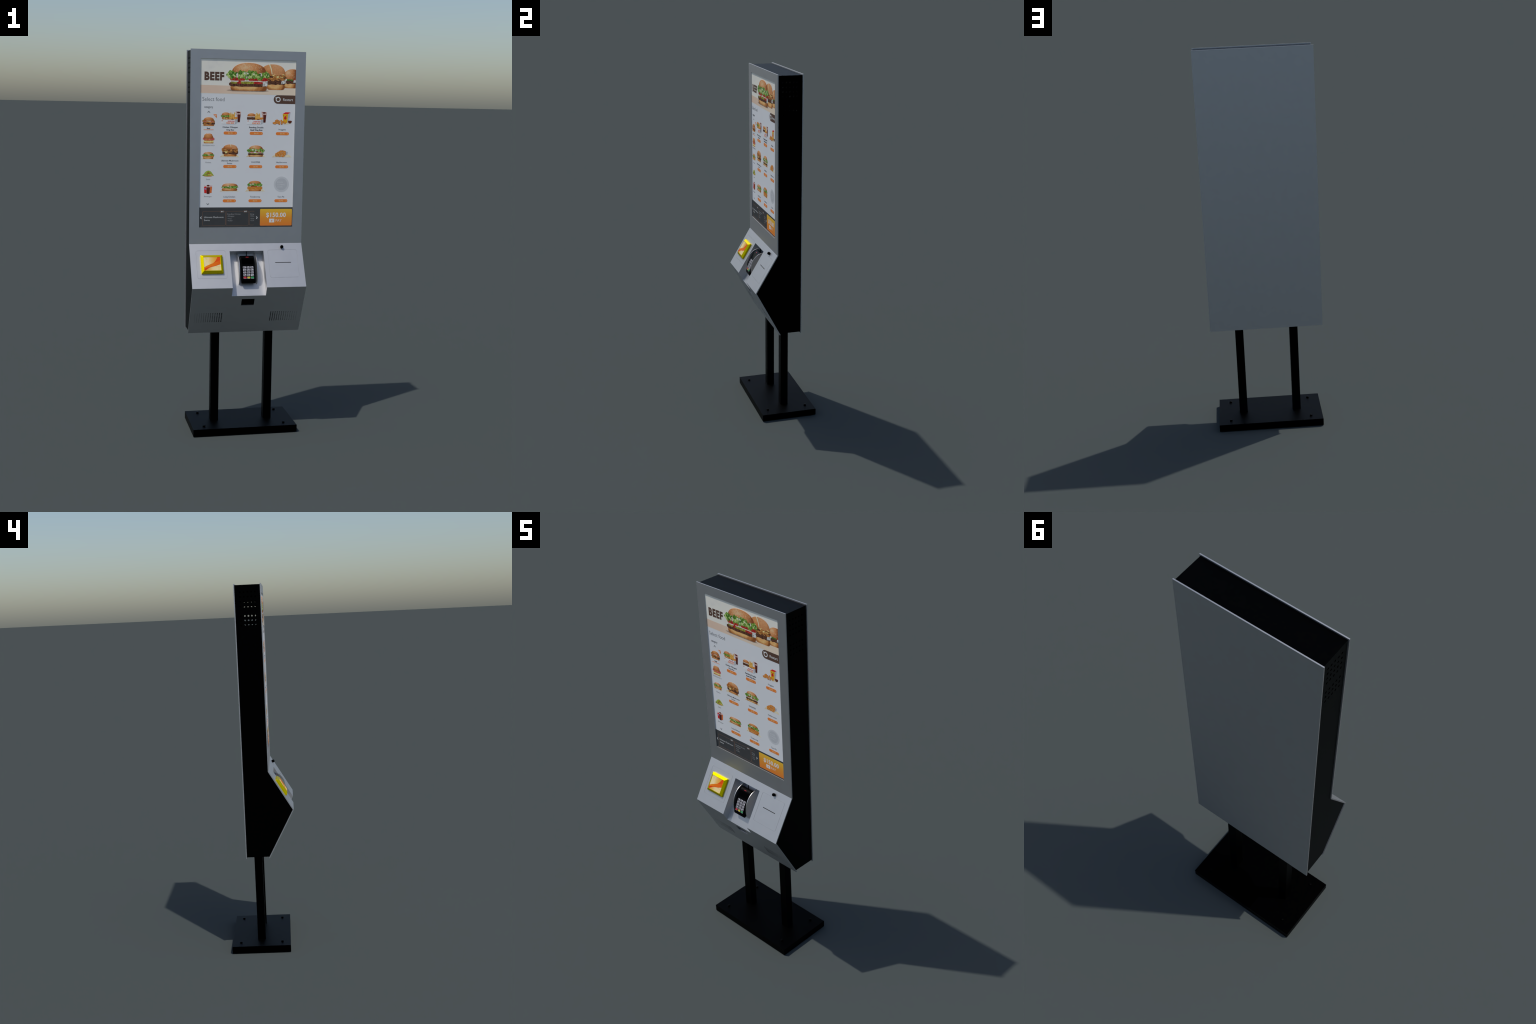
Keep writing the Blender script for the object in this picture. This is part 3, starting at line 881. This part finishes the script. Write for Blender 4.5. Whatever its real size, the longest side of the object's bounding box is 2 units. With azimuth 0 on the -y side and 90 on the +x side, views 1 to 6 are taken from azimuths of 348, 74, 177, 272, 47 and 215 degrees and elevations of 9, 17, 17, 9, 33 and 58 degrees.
def burger(x0, x1, z0, z1, kind, seed):
    """small menu burger, layers from the heel to the crown"""
    w, h = x1 - x0, z1 - z0
    X = lambda k: x0 + w * k
    Z = lambda k: z0 + h * k
    if kind == "whopper":
        shape("picture_bun_heel", heel(X(.09), X(.91), Z(0), Z(.17)), 2, M_HEEL)
        shape("picture_patty", strip(X(.06), X(.94), Z(.14), Z(.31), .2, seed), 2.4, M_PATTY)
        shapes("picture_pickle", [blob(X(.5), Z(.28), w * .14, h * .06, .3, 1), blob(X(.27), Z(.27), w * .06, h * .05, .3, 2)], 2.6, M_PICKLE)
        shape("picture_onion", strip(X(.1), X(.92), Z(.31), Z(.39), .3, seed + 1), 2.7, M_ONION)
        shape("picture_tomato", strip(X(.08), X(.40), Z(.37), Z(.48), .2, seed + 2), 2.9, M_TOMATO)
        shape("picture_tomato", strip(X(.52), X(.94), Z(.37), Z(.5), .2, seed + 3), 2.9, M_TOMATO)
        shape("picture_bun", dome(X(.12), X(.90), Z(.60), Z(1), .92), 3, M_BUN)
        shapes("picture_mayonnaise", [blob(X(.33), Z(.6), w * .07, h * .06, .5, 3), blob(X(.5), Z(.57), w * .05, h * .08, .5, 4)], 4.5, M_ONION)
        leafy(X(0), X(1), Z(.38), Z(.70), 3.5, seed, 22)
    elif kind == "mushroom":
        shape("picture_bun_heel", heel(X(.13), X(.90), Z(0), Z(.19)), 2, M_HEEL_SMALL)
        shape("picture_patty", strip(X(.04), X(.99), Z(.16), Z(.50), .3, seed), 2.4, M_PATTY)
        shape("picture_mushroom", strip(X(0), X(.97), Z(.38), Z(.70), .6, seed + 1, 26), 2.7, M_MUSHROOM)
        r = random.Random(seed)
        shapes("picture_mushroom_slices", [blob(X(r.uniform(.1, .92)), Z(r.uniform(.24, .62)), w * .09, h * .04, .6, i, 9, r.uniform(-.6, .6)) for i in range(9)], 3, M_MUSHROOM)
        shapes("picture_mushroom_gaps", [blob(X(r.uniform(.08, .92)), Z(r.uniform(.42, .62)), w * .07, h * .025, .6, i, 9, r.uniform(-.6, .6)) for i in range(8)], 3.1, M_PATTY)
        shape("picture_cheese", [(X(.16), Z(.42)), (X(.38), Z(.42)), (X(.25), Z(.22))], 3.2, M_CHEESE)
        crown = dome(X(.09), X(.94), Z(.63), Z(1), .98, .05)
        shape("picture_bun", crown, 3.3, M_BUN_GLOSS)
        shape("picture_bun", right_part(crown, X(.50), X(.56)), 3.5, M_BUN_LIGHT)
        shape("picture_bun_split_highlight", [(X(.50), Z(.99)), (X(.54), Z(1)), (X(.57), Z(.85)), (X(.55), Z(.75)), (X(.53), Z(.9))], 3.8, M_SEED)
    elif kind == "beef":
        shape("picture_bun_heel", heel(X(.10), X(.93), Z(.0), Z(.20)), 2, M_HEEL_SMALL)
        shape("picture_patty", strip(X(.04), X(1), Z(.17), Z(.40), .4, seed), 2.4, M_PATTY)
        r = random.Random(seed)
        shapes("picture_cheese", [blob(X(r.uniform(.15, .85)), Z(r.uniform(.22, .44)), w * .10, h * .05, .6, i, 9, r.uniform(-.4, .4)) for i in range(5)], 2.7, M_CRISP)
        shape("picture_mushroom", strip(X(.03), X(.99), Z(.36), Z(.66), .4, seed + 1), 2.8, M_MUSHROOM)
        shapes("picture_lettuce", [blob(X(.07), Z(.62), w * .06, h * .08, .6, 2), blob(X(.93), Z(.60), w * .05, h * .06, .6, 3)], 2.6, M_LETTUCE_DK)
        shapes("picture_bacon", [blob(X(.22), Z(.5), w * .12, h * .05, .5, 4), blob(X(.78), Z(.48), w * .12, h * .05, .5, 5)], 3.1, M_BACON)
        shape("picture_mayonnaise", blob(X(.52), Z(.56), w * .18, h * .06, .5, 6), 3.2, M_ONION)
        shape("picture_bun", dome(X(.12), X(.92), Z(.62), Z(1), .95), 3.4, M_BUN_GLOSS)
    elif kind == "sandwich":
        shape("picture_bun_heel", heel(X(.08), X(.92), Z(.02), Z(.15)), 2, M_HEEL_SMALL)
        shape("picture_cheese", strip(X(.06), X(.94), Z(.11), Z(.30), .25, seed), 2.3, M_CHEESE)
        shape("picture_patty", strip(X(.12), X(.9), Z(.27), Z(.38), .3, seed + 1), 2.5, M_MUSHROOM)
        shape("picture_bacon", strip(X(0), X(1), Z(.33), Z(.58), .6, seed + 2, 26), 2.7, M_BACON)
        shapes("picture_cheese", [blob(X(.38), Z(.36), w * .12, h * .05, .5, 1), blob(X(.24), Z(.55), w * .10, h * .05, .5, 2)], 3, M_CRISP)
        shape("picture_bun", dome(X(.08), X(.88), Z(.5), Z(1), .6, .05, 26, 3, .08), 3.3, M_BUN_GLOSS)
        shapes("picture_bun_crust", [blob(X(.3), Z(.8), w * .14, h * .06, .6, 5, 10, .3), blob(X(.62), Z(.86), w * .12, h * .05, .6, 6, 10, -.3)], 3.6, M_BUN_LIGHT)
    elif kind == "chicken":
        shape("picture_bun_heel", heel(X(.08), X(.92), Z(.02), Z(.28)), 2, M_HEEL)
        shape("picture_fried", strip(X(.04), X(.97), Z(.25), Z(.46), .3, seed), 2.4, M_CRISP)
        shape("picture_bun", dome(X(.10), X(.92), Z(.60), Z(1), .95), 2.8, M_BUN)
        leafy(X(0), X(1), Z(.40), Z(.70), 3.2, seed, 14, light=.2)
        shape("picture_mayonnaise", blob(X(.54), Z(.6), w * .10, h * .05, .5, 6), 4.2, M_ONION)
    elif kind == "long":
        shape("picture_bun_heel", heel(X(.02), X(.94), Z(.02), Z(.38)), 2, M_HEEL_SMALL)
        shape("picture_bun", dome(X(.03), X(.97), Z(.52), Z(1), .62, .03), 2.6, M_BUN)
        leafy(X(-.01), X(1), Z(.34), Z(.66), 3, seed, 22, light=.3)
        shapes("picture_mayonnaise", [blob(X(.4), Z(.58), w * .05, h * .06, .5, 6), blob(X(.52), Z(.54), w * .03, h * .08, .5, 7)], 4.2, M_ONION)
        shapes("picture_highlight", [blob(X(.25 + .06 * i), Z(.19), w * .018, h * .025, .2, i) for i in range(6)], 4, M_SEED)
    elif kind == "tender":
        shape("picture_bun_heel", heel(X(.09), X(.92), Z(0), Z(.18)), 2, M_HEEL_SMALL)
        shape("picture_fried", strip(X(.0), X(1), Z(.17), Z(.45), .2, seed, 24, 0, .6), 2.4, M_CRISP)
        shape("picture_tomato", strip(X(.24), X(.66), Z(.42), Z(.53), .3, seed + 1), 2.7, M_TOMATO)
        shape("picture_bun", dome(X(.08), X(.92), Z(.68), Z(1), .95), 2.8, M_BUN_GLOSS)
        leafy(X(0), X(1), Z(.46), Z(.76), 3.2, seed, 18, light=.3)
        shapes("picture_mayonnaise", [blob(X(.36), Z(.68), w * .10, h * .05, .5, 6), blob(X(.2), Z(.66), w * .05, h * .05, .5, 7)], 4.2, M_ONION)


def king_box(x0, burger_kind, seed):
    """carton with burger, fries and a glass of cola; 105 mm wide"""
    X = lambda k: x0 + k
    if burger_kind == "chicken":
        shape("picture_bun", dome(X(3), X(50), 573, 590.5, .95), 2.4, M_BUN_GLOSS)
        shape("picture_bacon", strip(X(5), X(46), 554, 569, .4, seed), 2.2, M_MUSHROOM)
        shapes("picture_tomato", [blob(X(12), 566, 5, 2.5, .4, 1), blob(X(34), 565, 6, 2.5, .4, 2)], 2.5, M_TOMATO)
        shapes("picture_cheese", [blob(X(18), 561, 4, 2.5, .4, 3), blob(X(28), 559, 3, 2, .4, 4)], 2.6, M_CHEESE)
        leafy(X(-1), X(51), 565, 577, 3, seed, 14, light=.15)
    else:
        shape("picture_bun", dome(X(3), X(46), 573, 588, .95), 2.6, M_BUN_GLOSS)
        shape("picture_patty", strip(X(1), X(45), 555, 570, .25, seed), 2.2, M_PATTY)
        shape("picture_mayonnaise", strip(X(0), X(44), 568, 574.5, .3, seed + 1), 2.5, M_ONION)
    rnd = random.Random(seed)
    sticks = []
    for i in range(15):
        cx, top = X(rnd.uniform(44, 68)), rnd.uniform(578, 592)
        lean = rnd.uniform(-4, 4)
        sticks.append([(cx, 556), (cx + 3, 556), (cx + 3 + lean, top), (cx + lean, top)])
    shape("picture_fries_heap", [(X(43), 556), (X(72), 556), (X(69), 580), (X(60), 583), (X(52), 579), (X(46), 574)], 2.5, M_NUGGET)
    shapes("picture_fries", sticks, 2.8, M_FRIES)
    shapes("picture_onion_rings", [blob(X(56), 559, 15, 5, .3, 1), blob(X(76), 562, 11, 6, .4, 2)], 3, M_NUGGET)
    shapes("picture_onion_ring_hole", [blob(X(60), 556, 8, 2, .2, 3)], 3.2, M_SAUCE)
    shape("picture_glass", [(X(76), 597), (X(104.5), 595), (X(98.5), 541), (X(86), 541)], 2, M_GLASS)
    shape("picture_cola", [(X(86), 581), (X(102), 581), (X(98.2), 542), (X(87), 542)], 2.3, M_COLA)
    shape("picture_cola", blob(X(91), 591, 9, 4, .1, 4), 2.3, M_COLA)
    shape("picture_carton", [(X(2.5), 554), (X(73), 554), (X(73), 531.5), (X(2.5), 532)], 3.4, M_CARTON)
    shape("picture_carton_side", [(X(73), 554), (X(87), 559), (X(87), 541), (X(73), 531.5)], 3.4, M_CARTON_SIDE)
    shape("picture_carton_badge", blob(X(7), 548, 3.8, 4, 0, 0), 3.8, M_GLASS)
    words("BURGER KING", X(36), X(71), 543.5, 5.0, M_RED, 3.8, 0.05)
    words("KING BOX", X(29), X(70), 533.2, 8.2, C_ORANGE, 3.8, 0.05)


king_box(107.3, "chicken", 71)
king_box(242.0, "double", 72)

# nuggets beside a yellow box
rnd = random.Random(12)
shape("picture_wrap_paper", [(440, 533), (476, 537), (470, 541), (432, 538)], 1.5, M_PAPERMAT)
shape("picture_yellow_box", [(430.6, 587), (459.7, 587), (456, 541), (435, 541)], 2, M_BOX_YELLOW)
shape("picture_box_side", [(459.7, 587), (472, 595.5), (465, 549), (456, 541)], 2, M_CARTON_SIDE)
shape("picture_box_lid", [(430.6, 587), (445, 596), (472, 596), (459.7, 587)], 2.2, M_RED)
shapes("picture_box_print", [blob(445, 566, 7, 8, 0, 0), [(439, 570), (445, 579), (451, 570)]], 2.5, M_RED)
shapes("picture_box_print_dark", [blob(437, 578, 1.3, 4, 0, 0), blob(453, 578, 1.3, 4, 0, 0)], 2.5, M_SAUCE)
nuggets([(400, 553, 9, 4.5, .2), (397, 546, 8, 4, .1), (388, 540, 9.5, 5.5, -.3), (404, 542, 8, 4.5, .2), (424, 551, 4.5, 7, .2), (413, 543, 5.5, 11, .15), (441, 543, 8, 4.5, -.5), (429, 543, 5, 10.5, -.4)], 3)
shape("picture_sauce_cup", [(458.5, 551), (464, 553.5), (476, 553.5), (481, 551), (477, 541), (470, 538.5), (463, 540)], 3, M_SAUCE)

wrap_paper(104.4, 207, 363.7, 377.2)
burger(113.5, 200.5, 367.3, 428, "mushroom", 81)
wrap_paper(241, 345.8, 365.3, 378.2)
burger(245.2, 339, 366.5, 424.5, "whopper", 82)
wrap_paper(377.5, 484.4, 364.8, 378.4)
shape("picture_cup", [(447, 395), (462.5, 393), (460, 377), (449, 374)], 2, M_CARTON_SIDE)
nuggets([(434, 396, 8.5, 4, 0), (424, 393, 9.5, 6.5, .3), (443, 391, 8.5, 7, 0), (413, 386, 9, 6.5, .4), (431, 382, 8, 5, .1), (402, 381, 6.5, 5.5, 0), (445, 381, 8, 6, .2), (419, 379, 6, 5, 0),
         (405, 374, 9, 5.5, .2), (421, 371.5, 8.5, 4.5, 0), (438, 371.5, 8.5, 4.5, .1)], 2.4)
wrap_paper(105, 207, 187, 197)
burger(114.8, 203.3, 188.6, 228, "long", 83)
wrap_paper(239.5, 345.8, 187.1, 199)
burger(251.2, 330.4, 188, 242, "tender", 84)

shape("coming_soon_disc", circle(432, 224, 40.6, 48), 1.5, C_DISC)
shape("coming_soon_disc", circle(432, 224, 31.1, 48), 2, C_DISC_IN)
words("IMAGE", 409.6, 441.6, 231.1, 7, C_DISC_INK, 3, 0.0)
words("COMING", 409.6, 449.5, 219.2, 7, C_DISC_INK, 3, 0.0)
words("SOON", 409.6, 437.5, 207.2, 7, C_DISC_INK, 3, 0.0)

# category column
shape("picture_wrap_paper", strip(9, 79, 520, 527, .1, 2, 20, 0, .1), 1.5, M_PAPERMAT)
burger(10.8, 76.7, 520.5, 564.5, "beef", 91)
words("Beef", 35.5, 52.7, 505.2, 7.2, C_INK, 2, 0.04)
shape("category_underline", [(18.4, 500), (70, 500), (70, 502.4), (18.4, 502.4)], 2, C_ORANGE)
shape("picture_wrap_paper", strip(16, 74, 431.5, 437, .1, 3, 20, 0, .1), 1.5, M_PAPERMAT)
burger(15.3, 75.1, 432, 482.2, "sandwich", 92)
words("CROISSAN'WICH", 13, 76.4, 419, 6.4, C_GREY, 2, -0.005)
shape("picture_wrap_paper", strip(8, 79, 352, 357, .1, 4, 20, 0, .1), 1.5, M_PAPERMAT)
burger(12.6, 75.2, 352.6, 389, "chicken", 93)
words("Chicken", 28.7, 58.9, 332.5, 6.3, C_GREY, 2)
shape("picture_salad_bowl", [(20, 270), (26, 264), (44, 262.8), (62, 264), (68, 270)], 1.8, M_HEEL_SMALL)
shape("picture_salad", [(12.7, 268), (22, 276), (30, 287), (40, 293), (50, 294), (60, 288), (68, 277), (75.5, 268), (66, 266.5), (44, 265.5), (24, 266.5)], 2, M_SALAD)
rnd = random.Random(21)
for mat, cnt, lay in ((M_LETTUCE_LT, 10, 2.4), (M_CHEESE, 12, 2.7), (M_CRISP, 12, 3), (M_LETTUCE_DK, 9, 3.3), (M_TOMATO, 4, 3.5)):
    polys = []
    for i in range(cnt):
        u = rnd.uniform(-1, 1)
        polys.append(blob(44 + u * 24, 268 + (1 - abs(u)) * rnd.uniform(1, 23), rnd.uniform(1.5, 4), rnd.uniform(0.8, 2), .5, i, 8, rnd.uniform(-1, 1)))
    shapes("picture_salad_pieces", polys, lay, mat)
words("Salad", 34.2, 54.8, 245.8, 6.4, C_GREY, 2)
shape("picture_red_cup", [(23.6, 208), (28, 212), (40, 214), (40, 178), (25.6, 178)], 2, M_RED)
shape("picture_cup_mark", [(26, 203), (38, 203), (38, 197), (26, 197)], 2.4, M_BLUE)
shape("picture_orange_cup", [(53, 211), (66, 211), (63.5, 179), (53, 179)], 2, M_SODA)
shapes("picture_straws", [[(27, 212), (28.5, 212), (29.5, 218), (28, 218)], [(56, 211), (57.5, 211), (58, 219), (56.6, 219)], [(62, 211), (63.6, 211), (66, 219), (64.6, 219)]], 1.8, M_BACON)
shape("picture_glass", [(34.5, 218), (57, 218), (53, 173.5), (38, 173.5)], 2.5, M_GLASS)
shape("picture_cola", [(36, 208), (55.6, 208), (52.6, 174), (38.4, 174)], 2.8, M_COLA)
shape("picture_cola", blob(45.6, 217, 7, 4, .2, 1), 2.8, M_COLA)
words("Beverages", 24.8, 63.2, 158.2, 6.4, C_GREY, 2)

# product names and price buttons
NAMES = [("Chicken Whopper", 116.4, 196.7, 512.6, 7.2, .03), ("King Box", 137.2, 176.8, 499.2, 7.2, .03), ("Rendang Double", 255, 330.1, 513, 7.2, .045), ("Beef King Box", 262.1, 325.8, 500, 7.2, .045),
         ("Nuggets", 411.2, 449.5, 504, 7.0, .0), ("Ultimate Mushroom", 111.1, 201.9, 341.8, 7.3, .01), ("Swiss", 142.1, 169, 328.2, 7.2, .01), ("WHOPPER", 267.5, 316.1, 334.6, 7.6, .0),
         ("Hashbrowns", 401.6, 458.9, 334.8, 7.3, .0), ("Long Chicken", 126.5, 187.4, 155.4, 7.8, .0), ("Tendercrisp", 266.5, 319.7, 155.2, 7.8, .0), ("Taro Pie", 412.7, 449.1, 155, 7.8, .0)]
for body, x0, x1, z0, cap, wt in NAMES:
    words(body, x0, x1, z0, cap, C_INK, 2, wt)
for zc in (486.0, 315.2, 138.2):
    for xc in (157.1, 293.0, 431.4):
        shape("price_button", round_rect(xc - 34.8, xc + 34.8, zc - 7.8, zc + 7.8, 7.6, 6), 2, C_ORANGE)
        words("$6.95", xc - 11.5, xc + 11.5, zc - 3.4, 7, C_PRICE, 3, 0.0)
        shape("price_arrow", [(xc + 26.0, zc + 3.4), (xc + 27.0, zc + 3.8), (xc + 30.2, zc), (xc + 27.0, zc - 3.8), (xc + 26.0, zc - 3.4), (xc + 28.6, zc)], 3, C_PRICE)

# ---- order bar
shape("order_bar", [(0.3, 0.3), (DISPW - 0.3, 0.3), (DISPW - 0.3, 104), (0.3, 104)], 1.5, C_CHAR)
t = 1.1
frames = []
for x0, x1 in ((18.7, 138.3), (141.0, 260.9)):
    frames.append((round_rect(x0, x1, 9.8, 84.4, 4.5, 4), round_rect(x0 + t, x1 - t, 9.8 + t, 84.4 - t, 4.5 - t, 4)))
rings("order_frame", frames, 2.2, C_ORANGE_DIM)
shape("order_frame", [(290.7, 84.2), (268, 84.2), (264.5, 81), (264.5, 14), (268, 10.8), (289, 10.8), (289, 11.9), (268.4, 11.9), (265.6, 14.5), (265.6, 80.5), (268.4, 83.1), (290.7, 83.1)], 2.2, C_ORANGE_DIM)
for x0 in (109.2, 232.4):
    shape("order_badge", round_rect(x0, x0 + 22.2, 76.3, 89.2, 6.4, 6), 2.6, C_ORANGE_DIM)
    shape("order_badge", round_rect(x0 + t, x0 + 22.2 - t, 76.3 + t, 89.2 - t, 6.4, 6), 3, C_CHAR)
    words("$6.95", x0 + 4.5, x0 + 17.8, 80, 5.6, C_PALE, 3.6, 0.03)
for body, x0, x1, z0, cap, tone in (("Ultimate Mushroom", 26, 128, 49.2, 8.2, C_PALE), ("Swiss", 26, 55.5, 33.8, 8.2, C_PALE), ("King Box Chicken", 147.7, 217.6, 65.9, 6.4, C_MIST), ("Whopper", 147.9, 185.3, 55, 6.4, C_MIST),
                                  ("+Fries", 149.4, 170.7, 42.4, 5.3, C_MIST), ("+Coffee", 149.5, 175.5, 32, 5.5, C_MIST), ("King", 269.7, 289.3, 65.3, 6.5, C_MIST), ("Who", 269.9, 289.5, 55.2, 6.4, C_MIST),
                                  ("+Frie", 270.4, 289.0, 42.4, 5.3, C_MIST), ("+Cof", 270.4, 289.0, 32, 5.5, C_MIST)):
    words(body, x0, x1, z0, cap, tone, 2.4, -0.01)
shape("order_arrow", [(5.3, 50.7), (11, 57.4), (13.2, 57.4), (13.2, 55.4), (9.2, 50.7), (13.2, 46), (13.2, 44), (11, 44)], 2.4, C_PALE)
shape("order_arrow", [(309, 49.8), (303.4, 56.2), (301, 56.2), (301, 54.2), (305, 49.8), (301, 45.4), (301, 43.4), (303.4, 43.4)], 2.4, C_PALE)
shape("pay_button", round_rect(321.5, 492.4, 7.4, 95.2, 4, 4), 2.2, C_PAY)
words("$150.00", 354.1, 459.9, 52.6, 23, C_PALE, 3, 0.025)
shape("pay_note", [(370.8, 24.1), (398.2, 24.1), (398.2, 43.6), (370.8, 43.6)], 3, C_PALE)
words("$", 381.4, 387.8, 30.2, 7, C_ORANGE, 3.6, 0.05)
words("PAY", 405.7, 437.9, 27.5, 13, C_PALE, 3, -0.01)
